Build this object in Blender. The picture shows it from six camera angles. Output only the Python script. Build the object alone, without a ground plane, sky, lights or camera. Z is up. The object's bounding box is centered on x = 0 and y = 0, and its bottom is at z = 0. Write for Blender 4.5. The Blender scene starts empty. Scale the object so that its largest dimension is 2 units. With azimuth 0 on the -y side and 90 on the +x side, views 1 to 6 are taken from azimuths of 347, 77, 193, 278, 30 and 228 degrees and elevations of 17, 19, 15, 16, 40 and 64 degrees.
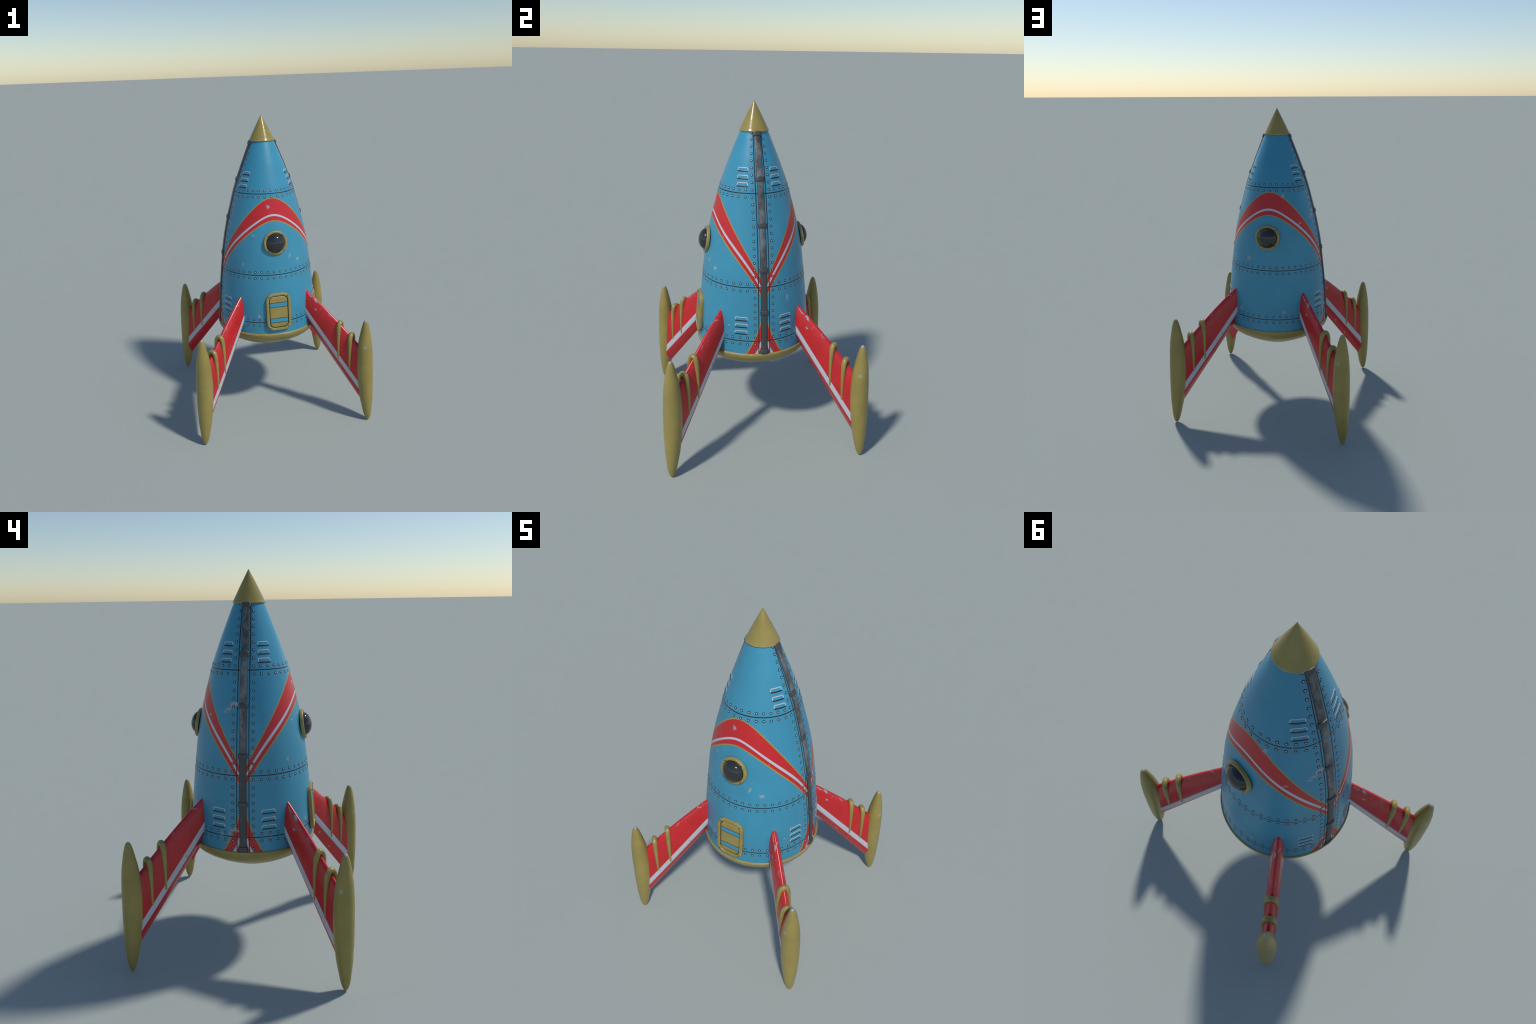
"""Tin toy rocket: riveted blue hull, gold nose, four red swept fins on gold feet."""
import bpy, bmesh, math
from math import sin, cos, pi, radians, sqrt
from mathutils import Vector, Matrix

# ------------------------------------------------------------------ helpers
def lerp_table(tab, x):
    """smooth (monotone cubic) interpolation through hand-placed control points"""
    n = len(tab)
    if x <= tab[0][0]: return tab[0][1]
    if x >= tab[-1][0]: return tab[-1][1]
    d = [(tab[i+1][1]-tab[i][1])/(tab[i+1][0]-tab[i][0]) for i in range(n-1)]
    m = [d[0]] + [0 if d[i-1]*d[i] <= 0 else 2*d[i-1]*d[i]/(d[i-1]+d[i]) for i in range(1, n-1)] + [d[-1]]
    for i in range(n-1):
        if x <= tab[i+1][0]:
            h = tab[i+1][0]-tab[i][0]; t = (x-tab[i][0])/h
            return ((2*t**3-3*t**2+1)*tab[i][1] + (t**3-2*t**2+t)*h*m[i]
                    + (-2*t**3+3*t**2)*tab[i+1][1] + (t**3-t**2)*h*m[i+1])

def mesh_obj(name, verts, faces, mats, parent=None, smooth_angle=40, face_mats=None):
    me = bpy.data.meshes.new(name)
    me.from_pydata([tuple(v) for v in verts], [], faces)
    for m in mats: me.materials.append(m)
    if face_mats:
        for p, k in zip(me.polygons, face_mats): p.material_index = k
    bm = bmesh.new(); bm.from_mesh(me)
    bmesh.ops.remove_doubles(bm, verts=bm.verts, dist=1e-6)
    bmesh.ops.recalc_face_normals(bm, faces=bm.faces)
    for f in bm.faces: f.smooth = True
    for e in bm.edges:
        if len(e.link_faces) == 2 and e.calc_face_angle(0) > radians(smooth_angle): e.smooth = False
    bm.to_mesh(me); bm.free()
    ob = bpy.data.objects.new(name, me)
    bpy.context.scene.collection.objects.link(ob)
    if parent: ob.parent = parent
    return ob

def lathe(profile, seg=96, close_start=True, close_end=True, axis='z'):
    """profile = [(height, radius)...] turned round the z axis (or the -y axis)"""
    verts, faces = [], []
    for h, r in profile:
        for k in range(seg):
            a = 2*pi*k/seg
            p = (r*cos(a), r*sin(a), h)
            if axis == 'y': p = (p[0], -p[2], p[1])
            verts.append(p)
    n = len(profile)
    for i in range(n-1):
        for k in range(seg):
            k2 = (k+1) % seg
            faces.append((i*seg+k, i*seg+k2, (i+1)*seg+k2, (i+1)*seg+k))
    if close_start: faces.append(tuple(range(seg-1, -1, -1)))
    if close_end: faces.append(tuple((n-1)*seg+k for k in range(seg)))
    return verts, faces

def loft(sections, closed=True, caps=True):
    n = len(sections[0]); verts = [p for s in sections for p in s]; faces = []
    for i in range(len(sections)-1):
        for k in range(n if closed else n-1):
            k2 = (k+1) % n
            faces.append((i*n+k, i*n+k2, (i+1)*n+k2, (i+1)*n+k))
    if caps:
        faces.append(tuple(range(n-1, -1, -1)))
        faces.append(tuple((len(sections)-1)*n+k for k in range(n)))
    return verts, faces

def instance(src, parent, matrix):
    ob = src.copy(); bpy.context.scene.collection.objects.link(ob)
    ob.parent = parent; ob.matrix_local = matrix
    return ob

# ------------------------------------------------------------------ shader writing
class Shader:
    """small expression helper over a node tree"""
    def __init__(self, name):
        self.mat = bpy.data.materials.new(name); self.mat.use_nodes = True
        self.nt = self.mat.node_tree; self.bsdf = self.nt.nodes['Principled BSDF']
        self.tc = self.nt.nodes.new('ShaderNodeTexCoord')
        self.obj = self.tc.outputs['Object']
    def _in(self, sock, v):
        if isinstance(v, bpy.types.NodeSocket): self.nt.links.new(v, sock)
        else: sock.default_value = v
    def math(self, op, a, b=0.0, c=0.0, clamp=False):
        n = self.nt.nodes.new('ShaderNodeMath'); n.operation = op; n.use_clamp = clamp
        for s, v in zip(n.inputs, (a, b, c)): self._in(s, v)
        return n.outputs[0]
    def add(self, a, b): return self.math('ADD', a, b)
    def sub(self, a, b): return self.math('SUBTRACT', a, b)
    def mul(self, a, b): return self.math('MULTIPLY', a, b)
    def both(self, a, b): return self.math('MINIMUM', a, b)
    def either(self, a, b): return self.math('MAXIMUM', a, b)
    def inv(self, a): return self.sub(1.0, a)
    def step(self, a, b, w=0.0006):
        """1 where a > b, with a soft edge of half width w"""
        d = self.sub(a, b)
        return self.math('MULTIPLY_ADD', d, 0.5/w, 0.5, clamp=True)
    def ramp(self, v, lo, hi):
        n = self.nt.nodes.new('ShaderNodeMapRange'); n.interpolation_type = 'SMOOTHSTEP'
        self._in(n.inputs[0], v); n.inputs[1].default_value = lo; n.inputs[2].default_value = hi
        return n.outputs[0]
    def xyz(self, v=None):
        n = self.nt.nodes.new('ShaderNodeSeparateXYZ'); self._in(n.inputs[0], v or self.obj)
        return n.outputs
    def curve(self, v, pts, x0, x1, y0, y1):
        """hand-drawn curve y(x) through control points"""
        n = self.nt.nodes.new('ShaderNodeFloatCurve')
        u = self.math('DIVIDE', self.sub(v, x0), x1-x0, clamp=True)
        self._in(n.inputs['Value'], u)
        c = n.mapping.curves[0]
        q = [((x-x0)/(x1-x0), (y-y0)/(y1-y0)) for x, y in pts]
        c.points[0].location = q[0]; c.points[1].location = q[-1]
        for p in q[1:-1]: c.points.new(*p)
        n.mapping.update()
        return self.math('MULTIPLY_ADD', n.outputs[0], y1-y0, y0)
    def noise(self, scale, detail=4, rough=0.6, vec=None, distort=0.0, out=0):
        n = self.nt.nodes.new('ShaderNodeTexNoise')
        self._in(n.inputs['Vector'], vec or self.obj)
        n.inputs['Scale'].default_value = scale; n.inputs['Detail'].default_value = detail
        n.inputs['Roughness'].default_value = rough; n.inputs['Distortion'].default_value = distort
        return n.outputs[out]
    def vmath(self, op, a, b=None, scale=None):
        n = self.nt.nodes.new('ShaderNodeVectorMath'); n.operation = op
        self._in(n.inputs[0], a)
        if b is not None: self._in(n.inputs[1], b)
        if scale is not None: n.inputs['Scale'].default_value = scale
        return n.outputs['Value'] if op in ('DISTANCE', 'LENGTH', 'DOT_PRODUCT') else n.outputs['Vector']
    def stretch(self, s, vec=None, rot=(0, 0, 0)):
        n = self.nt.nodes.new('ShaderNodeMapping'); self._in(n.inputs[0], vec or self.obj)
        n.inputs['Scale'].default_value = s; n.inputs['Rotation'].default_value = rot
        return n.outputs[0]
    def mix(self, f, a, b):
        n = self.nt.nodes.new('ShaderNodeMix'); n.data_type = 'RGBA'
        self._in(n.inputs[0], f)
        for s, v in ((n.inputs[6], a), (n.inputs[7], b)):
            self._in(s, v if isinstance(v, bpy.types.NodeSocket) else (*v, 1))
        return n.outputs[2]
    def mixf(self, f, a, b):
        return self.add(a, self.mul(f, b-a))
    def ragged(self, amount=0.016, scale=70):
        """position pushed about by noise, so that worn spots get torn edges"""
        c = self.noise(scale, 5, 0.7, out=1)
        return self.vmath('ADD', self.obj, self.vmath('SCALE', self.vmath('SUBTRACT', c, (0.5, 0.5, 0.5)), scale=amount*2.6))
    def spots(self, centres, pos):
        """worn spots with torn edges: (centre, radius[, stretch]) entries"""
        m = None; tear = self.add(0.35, self.mul(self.noise(120, 4, 0.75), 1.5))
        for e in centres:
            d = self.vmath('SUBTRACT', pos, e[0])
            if len(e) > 2: d = self.vmath('MULTIPLY', d, tuple(1/k for k in e[2]))
            s = self.step(self.mul(tear, e[1]), self.vmath('LENGTH', d), 0.0007)
            m = s if m is None else self.either(m, s)
        return m
    def bump(self, h, strength, dist=0.002):
        n = self.nt.nodes.new('ShaderNodeBump'); n.inputs['Strength'].default_value = strength
        n.inputs['Distance'].default_value = dist; self._in(n.inputs['Height'], h)
        self._in(self.bsdf.inputs['Normal'], n.outputs[0])
    def set(self, **k):
        for key, v in k.items():
            s = self.bsdf.inputs[key.replace('_', ' ')]
            if isinstance(v, tuple) and len(v) == 3: v = (*v, 1)
            self._in(s, v)
        return self.mat

BLUE = (0.050, 0.285, 0.430)
RED = (0.560, 0.018, 0.022)
GOLD = (0.330, 0.256, 0.068)
LINE_GOLD = (0.39, 0.27, 0.06)
WHITE = (0.520, 0.545, 0.600)
BLACK = (0.012, 0.013, 0.016)
BARE = (0.340, 0.355, 0.370)      # bare tin showing through chipped paint

def simple(name, col, rough=0.35, metal=0.0, grain=0.0, grain_scale=140):
    s = Shader(name)
    if grain:
        s.bump(s.noise(grain_scale, 3, 0.6), grain, 0.0015)
    return s.set(Base_Color=col, Roughness=rough, Metallic=metal)

# ------------------------------------------------------------------ hull shape
HULL = [(0.545, 0.3405), (0.60, 0.3375), (0.66, 0.3340), (0.72, 0.3304), (0.81, 0.3246), (0.885, 0.3175),
        (0.95, 0.3105), (1.00, 0.3045), (1.05, 0.2985), (1.10, 0.2930), (1.148, 0.2868), (1.20, 0.2778),
        (1.25, 0.2680), (1.32, 0.2525), (1.384, 0.2362), (1.46, 0.2155), (1.52, 0.1990), (1.58, 0.1785),
        (1.637, 0.1573), (1.69, 0.1370), (1.733, 0.1198), (1.79, 0.0965), (1.842, 0.0745)]
def hull_r(z): return lerp_table(HULL, z)+0.001
def hull_slope(z): return (hull_r(z+0.004)-hull_r(z-0.004))/0.008
def on_hull(az, z, lift=0.0):
    """point on the hull at azimuth az (degrees), lifted along the surface normal"""
    a = radians(az); s = hull_slope(z); k = 1/sqrt(1+s*s)
    r = hull_r(z)+lift*k
    return Vector((r*cos(a), r*sin(a), z-lift*s*k))
def hull_frame(az, z):
    a = radians(az); s = hull_slope(z); k = 1/sqrt(1+s*s)
    t = Vector((-sin(a), cos(a), 0)); up = Vector((s*k*cos(a), s*k*sin(a), k))
    return t, up, t.cross(up)

SEAMS = (0.6880, 1.0062, 1.5185)

# ------------------------------------------------------------------ materials
def hull_paint():
    s = Shader('blue_litho_paint')
    x, y, z = s.xyz()
    # angle away from the front / back centre line, 0..90 degrees
    ang = s.mul(s.math('ARCTAN2', s.math('ABSOLUTE', x), s.math('ABSOLUTE', y)), 180/pi)
    steep = s.add(1.0, s.ramp(ang, 2.0, 42.0))          # stripes run diagonally away from the centre
    t = s.mul(ang, 1/90)
    def sweep(c0, c2, c3, c4):
        """stripe edge height: level on the centre line, falling away smoothly towards the pipes"""
        t2 = s.mul(t, t)
        return s.add(c0, s.mul(t2, s.add(c2, s.mul(t, s.add(c3, s.mul(t, c4))))))
    outer = sweep(1.4930, -0.5509, 0.1556, -0.0649)
    white_t = sweep(1.3920, -0.7427, 0.8512, -0.5181)
    inner = sweep(1.3485, -0.7386, 0.7386, -0.4266)
    gold_w = s.mul(steep, 0.0052)
    white_w = s.add(0.0120, s.mul(s.ramp(ang, 10.0, 66.0), 0.0085))
    band = s.both(s.step(outer, z), s.step(z, inner))
    red_in = s.both(s.step(s.sub(outer, gold_w), z), s.step(z, s.add(inner, gold_w)))
    white_in = s.both(s.step(white_t, z), s.step(z, s.sub(white_t, white_w)))
    # flare of the stripe beside the pipes at the foot of the hull
    w = 0.12
    f_gold = s.curve(z, [(0.58, 68.8), (0.612, 71.8), (0.6333, 74.4), (0.66, 76.6), (0.685, 78.6), (0.7074, 80.4), (0.75, 83.3),
                         (0.80, 86.0), (0.83, 87.8), (0.87, 90.0)], 0.58, 0.87, 60, 100)
    f_w1 = s.curve(z, [(0.58, 77.6), (0.611, 80.9), (0.64, 83.7), (0.676, 85.6), (0.70, 87.2), (0.72, 90.0)], 0.58, 0.72, 60, 100)
    f_w2 = s.curve(z, [(0.58, 81.6), (0.611, 84.3), (0.65, 86.6), (0.68, 88.8), (0.70, 90.0)], 0.58, 0.70, 60, 100)
    low = s.step(0.868, z)
    fl_band = s.both(s.step(ang, f_gold, w), low)
    fl_red = s.both(s.step(ang, s.add(f_gold, 1.25), w), low)
    fl_white = s.both(s.both(s.step(ang, f_w1, w), s.step(f_w2, ang, w)), s.step(0.715, z))
    # black panel lines
    seam = None
    for h in SEAMS:
        m = s.step(0.0027, s.math('ABSOLUTE', s.sub(z, h)), 0.0006)
        seam = m if seam is None else s.either(seam, m)
    half = s.curve(z, [(0.55, 0.0318), (0.9, 0.0312), (1.1, 0.0306), (1.3, 0.0294), (1.5, 0.0285), (1.6, 0.0278), (1.8, 0.0224), (1.85, 0.021)],
                   0.55, 1.85, 0.0, 0.05)
    side = s.step(0.0026, s.math('ABSOLUTE', s.sub(s.math('ABSOLUTE', y), half)), 0.0006)
    lines = s.either(seam, side)
    # chipped paint: named spots, plus a sparse scatter and a few scratches
    torn = s.ragged(0.024, 60)
    wide, tall = (1, 1.9, 0.8), (0.8, 0.8, 1.9)
    spots = s.spots([((0.279, -0.060, 1.268), 0.0125, wide), ((0.284, -0.046, 1.252), 0.0105, wide), ((0.262, -0.092, 1.345), 0.005, tall),
                     ((-0.243, 0.046, 1.355), 0.0130, wide), ((-0.236, 0.066, 1.334), 0.0095, wide), ((-0.229, 0.086, 1.314), 0.0100, wide),
                     ((-0.324, 0.047, 0.722), 0.0110, wide), ((-0.318, 0.070, 0.707), 0.0085, wide), ((-0.306, 0.105, 0.690), 0.0080, wide),
                     ((-0.030, -0.220, 1.435), 0.0105), ((0.055, -0.196, 1.470), 0.0055, tall), ((0.095, -0.2765, 1.115), 0.0085, tall),
                     ((0.155, -0.2515, 1.085), 0.0115), ((-0.128, -0.305, 0.735), 0.0110), ((-0.135, -0.232, 1.262), 0.0080),
                     ((-0.055, -0.205, 1.535), 0.0050, (1.6, 0.8, 1.8)), ((0.125, 0.2665, 1.078), 0.0110), ((-0.080, 0.197, 1.463), 0.0095, tall),
                     ((-0.110, 0.313, 0.735), 0.0105), ((0.178, 0.279, 0.742), 0.0110), ((-0.180, 0.180, 1.290), 0.0070),
                     ((0.150, 0.289, 0.985), 0.0080), ((0.292, -0.150, 1.045), 0.0120, tall), ((-0.200, -0.215, 1.07), 0.0080, tall),
                     ((0.265, -0.186, 0.775), 0.0075), ((0.282, 0.143, 0.925), 0.0100, tall), ((0.302, 0.100, 0.775), 0.0060, tall),
                     ((-0.300, -0.105, 0.775), 0.0065, tall), ((-0.285, -0.055, 1.245), 0.0065, wide), ((-0.245, -0.045, 1.38), 0.0060, tall)], torn)
    gate = s.ramp(s.noise(7.0, 2, 0.5), 0.52, 0.66)
    flecks = s.both(s.step(s.noise(62.0, 5, 0.66, distort=1.0), 0.712, 0.006), s.step(gate, 0.3, 0.1))
    scr = s.noise(26.0, 3, 0.55, vec=s.stretch((5.0, 5.0, 1.1), rot=(0.35, 0.4, 0.0)))
    scratch = s.both(s.step(scr, 0.715, 0.006), s.step(s.noise(4.5, 2, 0.5), 0.57, 0.02))
    chip = s.either(s.either(spots, flecks), s.mul(scratch, 0.7))
    # faint unevenness of the print
    cloud = s.noise(5.0, 4, 0.6)
    col = s.mix(s.ramp(cloud, 0.3, 0.75), tuple(c*0.94 for c in BLUE), tuple(min(1, c*1.05) for c in BLUE))
    col = s.mix(s.either(band, fl_band), col, LINE_GOLD)
    col = s.mix(s.either(red_in, fl_red), col, RED)
    col = s.mix(s.either(white_in, fl_white), col, WHITE)
    col = s.mix(lines, col, BLACK)
    col = s.mix(chip, col, BARE)
    h = s.sub(s.add(s.mul(s.noise(120, 3, 0.6), 0.35), s.mul(s.noise(24, 2, 0.5), 0.8)), s.add(s.mul(lines, 0.6), s.mul(chip, 0.5)))
    s.bump(h, 0.16, 0.003)
    rough = s.add(0.26, s.mul(s.noise(14, 4, 0.65), 0.17))
    return s.set(Base_Color=col, Roughness=rough)

def gold_paint(name, wear, gloss=0.27):
    """wear(s) -> mask of worn places, or None"""
    s = Shader(name)
    cloud = s.noise(9.0, 4, 0.6)
    col = s.mix(s.ramp(cloud, 0.3, 0.75), tuple(c*0.92 for c in GOLD), tuple(c*1.07 for c in GOLD))
    flecks = s.both(s.step(s.noise(75.0, 5, 0.62, distort=0.6), 0.715, 0.006), s.step(s.noise(9.0, 2, 0.5), 0.56, 0.05))
    m = flecks
    w = wear(s) if wear else None
    if w is not None: m = s.either(m, w)
    col = s.mix(m, col, BARE)
    s.bump(s.add(s.mul(s.noise(130, 3, 0.6), 0.5), s.mul(s.noise(30, 2, 0.5), 0.8)), 0.16, 0.003)
    return s.set(Base_Color=col, Roughness=s.add(gloss, s.mul(s.noise(16, 4, 0.6), 0.16)))

def torn_band(s, v, centre, half, scale=26, thr=0.5):
    """worn streak along a line v = centre, broken up by noise"""
    n = s.noise(scale, 5, 0.65)
    d = s.math('ABSOLUTE', s.sub(v, centre))
    lim = s.mul(s.ramp(n, thr-0.06, thr+0.16), half)
    return s.step(lim, d, 0.0006)

# fin section numbers are shared by the mesh and its paint
FIN_SLOPE = 1.208
def fin_paint():
    s = Shader('red_fin_paint')
    x, y, z = s.xyz()
    h = s.add(z, s.mul(x, 1.146))
    white = s.both(s.step(1.1092, h, 0.0008), s.step(h, 1.0622, 0.0008))
    top = s.curve(x, [(0.28, 0.880), (0.32, 0.8550), (0.45, 0.7545), (0.57, 0.6540), (0.72, 0.5200)], 0.28, 0.72, 0.4, 1.0)
    d = s.sub(top, z)
    n = s.noise(30, 5, 0.66, vec=s.stretch((0.55, 1.0, 0.55)))
    lim = s.mul(s.ramp(n, 0.50, 0.70), 0.0125)
    near_root = s.ramp(x, 0.60, 0.36)
    n2 = s.noise(38, 5, 0.66)
    edge = s.both(s.step(lim, s.math('ABSOLUTE', s.sub(d, 0.012)), 0.0008), s.step(s.mul(near_root, 1.0), 0.45, 0.2))
    edge2 = s.both(s.step(n2, 0.675, 0.01), s.both(s.step(0.035, d, 0.002), s.step(0.02, s.math('ABSOLUTE', y), 0.002)))
    torn = s.ragged(0.014, 55)
    sy = s.math('ABSOLUTE', y)
    spots = s.spots([((0.45, 0.024, 0.565), 0.010), ((0.445, 0.024, 0.585), 0.005), ((0.40, -0.025, 0.735), 0.007),
                     ((0.66, 0.030, 0.535), 0.006), ((0.68, -0.028, 0.53), 0.005), ((0.575, -0.02, 0.345), 0.006),
                     ((0.49, -0.017, 0.47), 0.008), ((0.56, 0.030, 0.60), 0.004)], torn)
    flecks = s.both(s.step(s.noise(70.0, 5, 0.62, distort=0.6), 0.735, 0.006), s.step(s.noise(8.0, 2, 0.5), 0.54, 0.05))
    chip = s.either(s.either(edge, edge2), s.either(spots, flecks))
    cloud = s.noise(11.0, 4, 0.6)
    col = s.mix(s.ramp(cloud, 0.3, 0.75), tuple(c*0.93 for c in RED), tuple(c*1.06 for c in RED))
    col = s.mix(white, col, WHITE)
    col = s.mix(chip, col, BARE)
    s.bump(s.add(s.mul(s.noise(90, 2, 0.5), 0.15), s.mul(s.noise(24, 2, 0.5), 0.9)), 0.10, 0.003)
    return s.set(Base_Color=col, Roughness=s.add(0.20, s.mul(s.noise(14, 4, 0.6), 0.16)))

def pipe_metal():
    s = Shader('worn_steel_pipe')
    x, y, z = s.xyz()
    cloud = s.noise(16.0, 6, 0.68, vec=s.stretch((1.0, 1.0, 0.6)))
    rub = s.mul(s.ramp(cloud, 0.36, 0.66), s.ramp(z, 1.08, 1.20))
    scr = s.both(s.step(s.noise(30.0, 3, 0.5, vec=s.stretch((6.0, 6.0, 1.0), rot=(0.6, 0, 0))), 0.69, 0.01), s.step(s.noise(5, 2), 0.48, 0.03))
    col = s.mix(rub, (0.070, 0.074, 0.075), (0.225, 0.227, 0.232))
    tan = s.both(s.ramp(s.noise(24.0, 5, 0.7), 0.54, 0.68), s.ramp(s.noise(6.0, 2, 0.5), 0.45, 0.6))
    col = s.mix(s.mul(tan, 0.65), col, (0.125, 0.098, 0.070))
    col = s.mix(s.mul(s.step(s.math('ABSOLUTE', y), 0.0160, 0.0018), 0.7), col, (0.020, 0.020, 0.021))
    col = s.mix(s.mul(scr, 0.6), col, (0.26, 0.26, 0.26))
    s.bump(s.noise(90, 4, 0.6), 0.12, 0.002)
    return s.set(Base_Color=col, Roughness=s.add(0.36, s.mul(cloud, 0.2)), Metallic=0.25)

MAT_HULL = hull_paint()
MAT_GOLD = gold_paint('gold_paint', None)
MAT_NOSE = gold_paint('gold_nose_paint', lambda s: torn_band(s, s.xyz()[2], 1.8400, 0.0026, 30, 0.52), 0.13)
MAT_RING = gold_paint('gold_ring_paint', lambda s: torn_band(s, s.xyz()[2], 0.6028, 0.0028, 24, 0.49))
MAT_FOOT = gold_paint('gold_foot_paint', lambda s: s.either(
    s.step(s.add(s.xyz()[2], s.mul(s.noise(60, 5, 0.7), 0.036)), 0.7285, 0.003),
    s.spots([((0.706, 0.0, 0.142), 0.010), ((0.765, -0.045, 0.545), 0.009), ((0.78, -0.040, 0.095), 0.005), ((0.80, 0.02, 0.40), 0.004)], s.ragged(0.015, 55))))
MAT_BAND = gold_paint('gold_band_paint', lambda s: s.both(
    s.step(s.noise(44, 5, 0.68), 0.60, 0.02), s.step(s.xyz()[2], 0.0120, 0.0012)))
MAT_FIN = fin_paint()
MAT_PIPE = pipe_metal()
MAT_SLEEVE = simple('dark_steel', (0.076, 0.080, 0.082), 0.42, 0.25, 0.12, 90)
MAT_WHITE = simple('white_print', WHITE, 0.35)
MAT_BLACK = simple('black_print', BLACK, 0.40)
MAT_RIVET = simple('rivet_head', (0.52, 0.50, 0.53), 0.35)
MAT_RIVET_EDGE = simple('rivet_edge', (0.012, 0.013, 0.018), 0.45)
MAT_GLASS = simple('smoked_glass', (0.026, 0.027, 0.030), 0.085)
MAT_GLASS.node_tree.nodes['Principled BSDF'].inputs['IOR'].default_value = 1.55
MAT_SCREW = simple('screw_steel', (0.10, 0.10, 0.11), 0.30, 0.6)
MAT_GAP_SHADOW = simple('black_gap_shadow', (0.012, 0.013, 0.012), 0.6)
MAT_UNDER = simple('blue_underside_paint', BLUE, 0.38, 0.0, 0.12, 60)

def door_paint():
    s = Shader('door_paint')
    x, y, z = s.xyz()
    col = s.mix(s.ramp(s.noise(9.0, 4, 0.6), 0.3, 0.75), tuple(c*0.92 for c in GOLD), tuple(c*1.07 for c in GOLD))
    for lo, hi in ((0.0335, 0.0625), (-0.0715, -0.0425)):
        line = s.both(s.step(z, lo-0.0017, 0.0005), s.step(hi+0.0017, z, 0.0005))
        fill = s.both(s.step(z, lo+0.0017, 0.0005), s.step(hi-0.0017, z, 0.0005))
        col = s.mix(line, col, BLACK); col = s.mix(fill, col, BLUE)
    chip = s.spots([((0.033, -0.008, 0.015), 0.007), ((0.054, -0.008, 0.057), 0.0055), ((-0.053, -0.008, 0.088), 0.005),
                    ((0.052, -0.008, 0.094), 0.005)], s.ragged(0.010, 70))
    col = s.mix(chip, col, BARE)
    s.bump(s.noise(120, 3, 0.6), 0.10, 0.002)
    return s.set(Base_Color=col, Roughness=0.36)
MAT_DOOR = door_paint()

# ------------------------------------------------------------------ the thing
rocket = bpy.data.objects.new('toy_rocket', None)
bpy.context.scene.collection.objects.link(rocket)
rocket['label'] = 'blue riveted tin toy rocket with red fins and gold feet'
rocket['category'] = 'toy rocket'

# hull: one turned shell
prof = [(z, hull_r(z)) for z in [0.598+(1.842-0.598)*i/110 for i in range(111)]]
hull = mesh_obj('fuselage', *lathe(prof, 180), [MAT_HULL], rocket)

# underside: domed, gold as far as the turn of the rim and blue in the middle
RIM = [(0.600, 0.3340), (0.6095, 0.3368), (0.6090, 0.3410), (0.6075, 0.3434), (0.6045, 0.3448), (0.600, 0.3450), (0.592, 0.3440), (0.584, 0.3417),
       (0.576, 0.3382), (0.566, 0.3320), (0.556, 0.3240), (0.546, 0.3135), (0.536, 0.2995), (0.5265, 0.2840)]
BOWL = [(0.284, 0.5265), (0.250, 0.5060), (0.215, 0.4880), (0.190, 0.4755), (0.165, 0.4635), (0.140, 0.4520), (0.10, 0.4360), (0.06, 0.4250), (0.02, 0.4205), (0.001, 0.4200)]
ring_prof = RIM+[(z, r) for r, z in BOWL[1:3]]
ring = mesh_obj('base_ring', *lathe(ring_prof, 180, False, False), [MAT_RING], rocket)
under = mesh_obj('base_plate', *lathe([(z, r) for r, z in BOWL[2:]], 128, False, True), [MAT_UNDER], rocket)

# nose cone with a small rolled lip
nose_prof = [(1.8345, 0.070), (1.8345, 0.0815), (1.8355, 0.0836), (1.838, 0.0845), (1.8405, 0.0842), (1.8425, 0.0828)]
nose_prof += [(1.8425+(1.9965-1.8425)*t, 0.0828*(1-t)+0.0019*t+0.0012*sin(pi*t)) for t in [i/14 for i in range(1, 15)]]
nose_prof += [(1.9990, 0.0010), (2.0, 0.0001)]
nose = mesh_obj('nose_cone', *lathe(nose_prof, 96), [MAT_NOSE], rocket)

# ------------------------------------------------------------------ pipes down both sides
def pipe_section(z, half_w, high, sgn, n=18, sink=0.004):
    """half-oval resting on the hull, as a closed loop"""
    up_t = hull_frame(0, z)[1]; nrm = hull_frame(0, z)[2]
    base = Vector((hull_r(z), 0, z))
    pts = []
    for i in range(n+1):
        a = pi*i/n
        ca, sa = cos(a), sin(a)
        w = half_w*math.copysign(abs(ca)**0.8, ca); h = high*sa**0.75
        # the hull falls away sideways from the pipe's middle line
        drop = hull_r(z)-sqrt(max(hull_r(z)**2-w*w, 1e-6))
        pts.append(base+Vector((0, w, 0))+nrm*(h-drop*(1-sa)))
    for w in (-half_w*0.8, half_w*0.8):
        pts.append(base+Vector((0, w, 0))-nrm*(sink+0.006))
    return [Vector((p.x*sgn, p.y*sgn, p.z)) for p in pts]

for sgn in (1, -1):
    zs = [0.611+(1.835-0.611)*i/60 for i in range(61)]
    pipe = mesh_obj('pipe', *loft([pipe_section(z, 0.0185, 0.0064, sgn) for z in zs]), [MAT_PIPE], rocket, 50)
    for zc in (1.826, 1.594, 1.349, 1.104, 0.860, 0.6235):
        k = 1/sqrt(1+hull_slope(zc)**2); hl = 0.0128*k
        stations = [(-1, 0.90, 0.82), (-0.93, 0.97, 0.93), (-0.8, 1.0, 1.0), (-0.3, 1.0, 1.0), (0.3, 1.0, 1.0), (0.8, 1.0, 1.0), (0.93, 0.97, 0.93), (1, 0.90, 0.82)]
        secs = [pipe_section(min(zc+hl*u, 1.8405), 0.0243*fw, 0.0112*fh, sgn) for u, fw, fh in stations]
        mesh_obj('pipe_sleeve', *loft(secs), [MAT_SLEEVE], pipe, 50)

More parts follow.
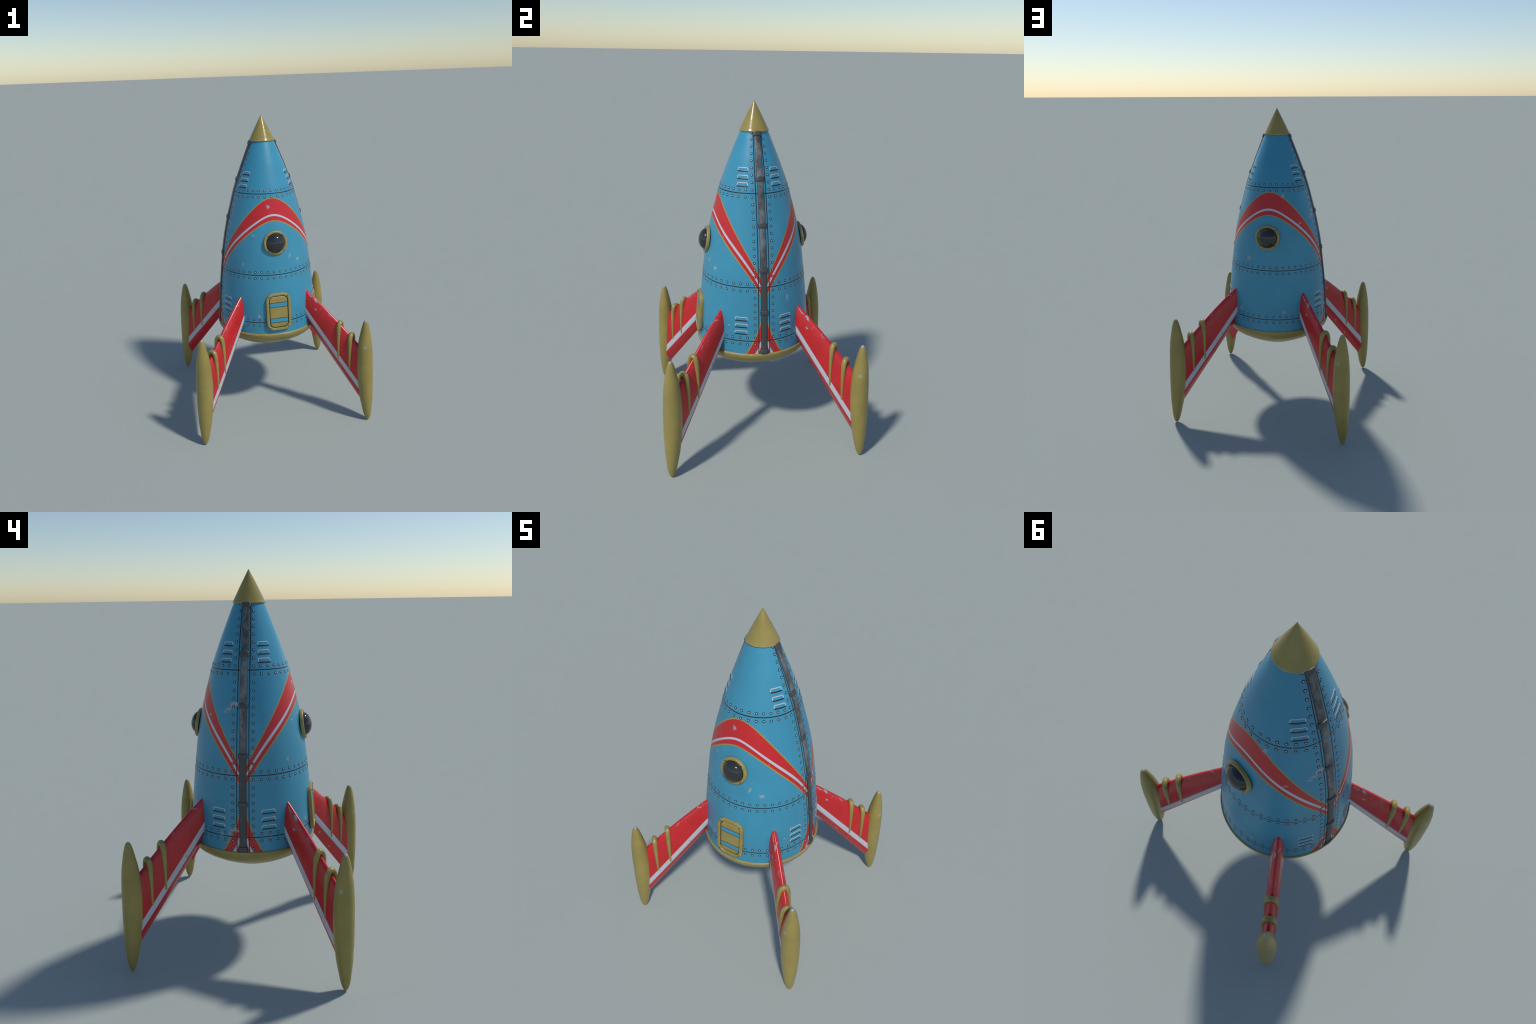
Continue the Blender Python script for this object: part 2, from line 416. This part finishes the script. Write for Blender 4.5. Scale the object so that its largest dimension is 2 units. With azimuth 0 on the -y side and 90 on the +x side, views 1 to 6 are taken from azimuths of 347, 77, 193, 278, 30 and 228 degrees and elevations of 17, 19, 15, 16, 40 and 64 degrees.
# ------------------------------------------------------------------ rivets
def rivet_spots():
    out = []
    top = [0, 11.7, 22.9, 33.4, 43.8, 54.4, 65.9, 76.1]
    mid = [3.85+7.635*i for i in range(11)]
    low = [0.0, 8.2, 15.4, 22.4, 29.5, 36.8, 44.0, 51.2, 58.4, 65.9, 73.4, 80.95]
    for angs, rows in ((top, (1.5374, 1.4993)), (mid, (1.0259, 0.9861)), (low, (0.7078, 0.6680))):
        for h in rows:
            for a in angs:
                for c in (90, -90):
                    for sg in ((1, -1) if a else (1,)):
                        out.append((c+sg*a, h))
    # columns beside the pipes, evenly spaced along the sloping skin
    heights = [0.6281, 0.7478, 0.7876, 0.8270, 0.8666, 0.9062, 0.9459, 1.0660, 1.1056, 1.1452, 1.1851, 1.2249, 1.2644, 1.3040,
               1.3430, 1.3823, 1.4213, 1.4602, 1.5755, 1.6135, 1.6507, 1.6879, 1.7248, 1.7614, 1.7977, 1.8300]
    col = [(0.60, 0.0527), (0.83, 0.0522), (1.03, 0.0513), (1.26, 0.0500), (1.46, 0.0473), (1.54, 0.0458), (1.65, 0.0425), (1.80, 0.0340), (1.84, 0.0290)]
    for h in heights:
        a = math.degrees(math.asin(lerp_table(col, h)/hull_r(h)))
        for b in (0, 180): out += [(b+a, h), (b-a, h)]
    return out

verts, faces, fm = [], [], []
N = 14
for az, h in rivet_spots():
    c = on_hull(az, h); t, up, nr = hull_frame(az, h)
    base = len(verts)
    rings = [(0.0078, -0.0006, 0), (0.0075, 0.0006, 0), (0.0040, 0.0008, 0), (0.0036, 0.0011, 1), (0.0020, 0.0014, 1)]
    for r, l, _ in rings:
        for k in range(N):
            a = 2*pi*k/N
            p = c+t*(r*cos(a))+up*(r*sin(a))
            # follow the curve of the skin
            drop = (r*cos(a))**2/(2*max(hull_r(h), 0.06))
            verts.append(p+nr*(l-drop))
    verts.append(c+nr*0.0016)
    for i in range(len(rings)-1):
        for k in range(N):
            k2 = (k+1) % N
            faces.append((base+i*N+k, base+i*N+k2, base+(i+1)*N+k2, base+(i+1)*N+k)); fm.append(0 if i < 3 else 1)
    top_i = base+(len(rings)-1)*N
    for k in range(N):
        faces.append((top_i+k, top_i+(k+1) % N, base+len(rings)*N)); fm.append(1)
me_rivets = mesh_obj('rivet', verts, faces, [MAT_RIVET_EDGE, MAT_RIVET], rocket, 60, fm)
me_rivets['kind'] = 'stuff'

# ------------------------------------------------------------------ louvres
def hull_strip(path, w, lift, closed=False):
    """raised flat wire following (az, z) points on the hull; w = width in metres"""
    secs = []
    n = len(path)
    P = [on_hull(a, z) for a, z in path]
    for i, (a, z) in enumerate(path):
        d = (P[min(i+1, n-1)]-P[max(i-1, 0)]).normalized()
        nr = hull_frame(a, z)[2]; s = nr.cross(d).normalized()*w/2
        c = P[i]
        secs.append([c-s-nr*0.0008, c-s*0.95+nr*lift*0.7, c-s*0.5+nr*lift, c+s*0.5+nr*lift, c+s*0.95+nr*lift*0.7, c+s-nr*0.0008])
    return loft(secs)

def louvre(a_near, a_far, z_top, z_bot, pipe_az, side):
    """white pressed rim open at the bottom over a black slot"""
    A = lambda f: pipe_az+side*(a_near+(a_far-a_near)*f)
    zs = lambda z: z
    rz = 0.0065; rf = rz/(abs(radians(a_far-a_near))*hull_r(z_top))
    pts = [(A(0.02), z_bot+0.006), (A(0.02), z_top-rz)]
    for i in range(1, 6):
        t = pi/2*i/6
        pts.append((A(0.02+rf*(1-cos(t))), z_top-rz+rz*sin(t)))
    for i in range(9): pts.append((A(0.02+rf+(0.96-2*rf)*i/8), z_top))
    for i in range(1, 6):
        t = pi/2*i/6
        pts.append((A(0.98-rf+rf*sin(t)), z_top-rz+rz*cos(t)))
    pts += [(A(0.98), z_top-rz), (A(0.98), z_bot+0.006)]
    v1, f1 = hull_strip(pts, 0.0046, 0.0014)
    v2, f2 = hull_strip([(A(i/10), z_bot+0.0024) for i in range(11)], 0.0064, 0.0011)
    o = len(v1)
    mesh_obj('louvre', v1+v2, f1+[tuple(i+o for i in f) for f in f2], [MAT_WHITE, MAT_BLACK], rocket, 50, [0]*len(f1)+[1]*len(f2))

for pipe_az in (0, 180):
    for side in (1, -1):
        for zt, zb, an, af in ((1.6500, 1.6296, 22.6, 44.6), (1.6105, 1.5900, 21.7, 42.6), (1.5718, 1.5512, 21.0, 41.0)):
            louvre(an, af, zt, zb, pipe_az, side)
        for zt, zb in ((0.8305, 0.8085), (0.7900, 0.7680), (0.7495, 0.7277)):
            louvre(16.9, 29.6, zt, zb, pipe_az, side)

# ------------------------------------------------------------------ portholes
def porthole(turn):
    root = Matrix.Rotation(turn, 4, 'Z') @ Matrix.Translation((0, -0.2722, 1.2126)) @ Matrix.Rotation(radians(-8.2), 4, 'X')
    rim = mesh_obj('porthole', *lathe([(0.000, 0.060), (0.000, 0.0765), (0.0012, 0.0780), (0.0140, 0.0780), (0.0165, 0.0768), (0.0178, 0.0748),
                                      (0.0180, 0.0720), (0.0180, 0.0655), (0.0172, 0.0630), (0.0155, 0.0618), (0.0100, 0.0612), (0.0100, 0.050)], 96, True, True, 'y'),
                   [MAT_BAND_P], rocket)
    rim.matrix_local = root
    dome = mesh_obj('porthole_glass', *lathe([(0.006, 0.0605)]+[(0.0115+0.0425*sin(t), 0.0612*cos(t)**0.96+0.00005) for t in [pi/2*i/24 for i in range(25)]], 96, True, True, 'y'), [MAT_GLASS], rim)
    gap_shadow = mesh_obj('porthole_gap_shadow', *lathe([(-0.030, 0.0715), (0.0008, 0.0715)], 96, True, True, 'y'), [MAT_GAP_SHADOW], rim)  # black cylinder modelled as the dark crescent of shade between ring and hull
    for k in range(4):
        a = pi/4+k*pi/2
        sc = mesh_obj('screw', *lathe([(0.0165, 0.0046), (0.0192, 0.0044), (0.0204, 0.0030), (0.0206, 0.0012)], 20, True, True, 'y'), [MAT_SCREW], rim)
        sc.location = (0.0695*cos(a), 0, 0.0695*sin(a))
MAT_BAND_P = gold_paint('gold_porthole_paint', lambda s: s.both(
    s.step(s.noise(30, 5, 0.65), 0.53, 0.02),
    s.step(0.0010, s.math('ABSOLUTE', s.sub(s.vmath('LENGTH', s.stretch((1, 0, 1))), 0.0760)), 0.0006)))
for turn in (0, pi): porthole(turn)

# ------------------------------------------------------------------ door
def round_rect(w, h, r, depth, n=10):
    r = max(min(r, w/2-1e-4, h/2-1e-4), 1e-4); pts = []
    for cx, cz, a0 in ((w/2-r, h/2-r, 0), (-w/2+r, h/2-r, pi/2), (-w/2+r, -h/2+r, pi), (w/2-r, -h/2+r, 1.5*pi)):
        for i in range(n+1):
            a = a0+pi/2*i/n
            pts.append(Vector((cx+r*cos(a), -depth, cz+r*sin(a))))
    return pts
def plate(name, w, h, r, loops, mat, parent):
    secs = [round_rect(w-2*i, h-2*i, r-i, d) for i, d in loops]
    return mesh_obj(name, *loft(secs), [mat], parent, 35)

door = plate('door', 0.1645, 0.252, 0.052,
             [(0.006, -0.003), (0.0008, -0.002), (0, 0.0), (0, 0.014), (0.0012, 0.0168), (0.0035, 0.0182), (0.0070, 0.0186), (0.0145, 0.0186),
              (0.0165, 0.0180), (0.0180, 0.0160), (0.0185, 0.0105)], None, rocket)
door.data.materials.clear()
MAT_DOOR_FRAME = gold_paint('gold_door_frame_paint', lambda s: s.both(s.step(s.noise(34, 5, 0.65), 0.56, 0.02), s.step(0.0011, s.math('ABSOLUTE', s.add(s.xyz()[1], 0.0166)), 0.0006)))
door.data.materials.append(MAT_DOOR_FRAME)
door.matrix_local = Matrix.Translation((-0.0034, -0.3225, 0.7600)) @ Matrix.Rotation(radians(-4.9), 4, 'X')
plate('door_panel', 0.1192, 0.2066, 0.0300, [(0.001, 0.008), (0.0, 0.0120), (0.0012, 0.0142), (0.004, 0.0156), (0.012, 0.0162), (0.03, 0.0165)], MAT_DOOR, door)
plate('door_groove', 0.1280, 0.2155, 0.0330, [(0.0, 0.008), (0.0, 0.0118)], MAT_BLACK, door)
plate('door_gap_shadow', 0.150, 0.237, 0.040, [(0, -0.022), (0, -0.0015)], MAT_GAP_SHADOW, door)  # shadow under the door frame's sides, built as a black block
for sx in (-1, 1):
    for sz in (-1, 1):
        sc = mesh_obj('screw', *lathe([(0.0170, 0.0046), (0.0198, 0.0044), (0.0212, 0.0030), (0.0214, 0.0012)], 20, True, True, 'y'), [MAT_SCREW], door)
        sc.location = (sx*0.0622, 0, sz*0.1035)

# ------------------------------------------------------------------ fins, bands and feet (built once in the x-z plane)
FIN_TOP = [(0.24, 0.904), (0.28, 0.8805), (0.32, 0.8535), (0.45, 0.7540), (0.57, 0.6532), (0.70, 0.5375), (0.76, 0.4825)]
def fin_top(x): return lerp_table(FIN_TOP, x)
def fin_bot(x): return 1.0175-FIN_SLOPE*x
def fin_half(x, c):
    """half thickness at span x: elliptic nose 0.18 m deep, flat cheek, sharp keel"""
    h = fin_top(x)-fin_bot(x); d = c*h; b = h-d
    T = 0.0328+0.0032*min(max((x-0.33)/0.3, 0), 1)
    nose = sqrt(max(1-(1-min(d/0.18, 1))**2, 0))
    keel = 1-(1-min(b/0.090, 1))**1.7
    return max(T*nose*keel, 0.0014 if d > 0 else 0.0)
secs = []
CH = [0.5*(1-cos(pi*i/44)) for i in range(45)]
for i in range(33):
    x = 0.26+(0.745-0.26)*i/32
    zt, zb = fin_top(x), fin_bot(x)
    loop = [Vector((x, fin_half(x, c), zt-c*(zt-zb))) for c in CH] + [Vector((x, -fin_half(x, c), zt-c*(zt-zb))) for c in reversed(CH[1:])]
    secs.append(loop)
fin = mesh_obj('fin', *loft(secs), [MAT_FIN], rocket, 60)

def band_mesh(x_top, x_tip, z_tip, extra):
    """tear-shaped clip folded over the fin's leading edge, tapering down both cheeks"""
    path = []
    zt = fin_top(x_top); zb = fin_bot(x_top); c_tip = (zt-z_tip)/(zt-zb)
    M = 34
    half = []
    for i in range(M+1):
        u = i/M; c = c_tip*u**1.7
        z = zt-c*(zt-zb); x = x_top+(x_tip-x_top)*u**1.7
        half.append((u, Vector((x, fin_half(x, c), z))))
    R = [(0.0, 0.0152), (0.15, 0.0152), (0.30, 0.0144), (0.50, 0.0124), (0.70, 0.0094), (0.85, 0.0076), (0.95, 0.0062), (1.0, 0.0052)]
    OFF = [(0.0, 0.0118), (0.10, 0.0095), (0.25, 0.0060), (0.45, 0.0010), (0.8, -0.0010), (1.0, -0.0015)]
    pts = []
    for i, (u, p) in enumerate(half):
        if i == 0: nr = Vector((0, 0, 1))
        else:
            q = half[min(i+1, M)][1]-half[i-1][1]; nr = Vector((0, -q.z, q.y)).normalized()
            if nr.y < 0: nr = -nr
        pts.append((p+nr*(lerp_table(OFF, u)+extra*(1-u)**3), lerp_table(R, u)))
    full = [(Vector((p.x, -p.y, p.z)), r) for p, r in reversed(pts[1:])]+pts
    # rounded ends
    def ends(p, d, r): return [(p+d*r*sin(t), r*max(cos(t), 0.02)) for t in (0.5, 1.0, 1.35, 1.56)]
    d1 = (full[-1][0]-full[-2][0]).normalized(); d0 = (full[0][0]-full[1][0]).normalized()
    full = list(reversed(ends(full[0][0], d0, full[0][1])))+full+ends(full[-1][0], d1, full[-1][1])
    S = []; side = Vector((1, 0, 0)); n = 20
    for i, (p, r) in enumerate(full):
        d = (full[min(i+1, len(full)-1)][0]-full[max(i-1, 0)][0]).normalized()
        a = (side-d*side.dot(d)).normalized(); b = d.cross(a)
        S.append([p+a*(r*cos(2*pi*k/n))+b*(0.92*r*sin(2*pi*k/n)) for k in range(n)])
    return loft(S)

bands = []
for xt, xp, zp, ex in ((0.5700, 0.5755, 0.4200, 0.0010), (0.6520, 0.6560, 0.3560, 0.0050)):
    v, f = band_mesh(xt, xp, zp, ex)
    o = Vector((xt, 0, fin_top(xt)))
    b = mesh_obj('fin_band', [p-o for p in v], f, [MAT_BAND], fin, 60); b.location = o
    bands.append(b)

FOOT_R = [(0.0, 0.0035), (0.004, 0.0085), (0.012, 0.0135), (0.03, 0.0195), (0.055, 0.0258), (0.095, 0.0315), (0.16, 0.0405), (0.21, 0.0442),
          (0.25, 0.0475), (0.32, 0.0502), (0.39, 0.0509), (0.44, 0.0502), (0.51, 0.0468), (0.575, 0.0405), (0.63, 0.0312), (0.665, 0.0244),
          (0.69, 0.0182), (0.703, 0.0138), (0.712, 0.0085), (0.7165, 0.0025)]
secs = []
LEN = 0.7165
A = Vector((0.7770, 0, 0.0)); Bp = Vector((0.7490, 0, 0.7160)); ax = (Bp-A).normalized(); out = Vector((ax.z, 0, -ax.x))
st = [LEN*0.5*(1-cos(pi*i/64)) for i in range(65)]
for s_ in st:
    r = lerp_table(FOOT_R, s_)*1.03; bow = 0.0133*sin(pi*s_/LEN)**1.3
    c = A+ax*s_-out*bow
    secs.append([c+out*(r*cos(2*pi*k/48))+Vector((0, r*sin(2*pi*k/48), 0)) for k in range(48)])
foot = mesh_obj('foot', *loft(secs), [MAT_FOOT], fin, 60)

low = min(v.co.z for v in foot.data.vertices)
for v in foot.data.vertices: v.co.z -= low            # stand exactly on the ground

FIN_AZ = [43.46+90*k for k in range(4)]
fin.matrix_local = Matrix.Rotation(radians(FIN_AZ[0]), 4, 'Z')
for az in FIN_AZ[1:]:
    f2 = instance(fin, rocket, Matrix.Rotation(radians(az), 4, 'Z'))
    for b in bands: instance(b, f2, Matrix.Translation(b.location))
    instance(foot, f2, Matrix.Identity(4))
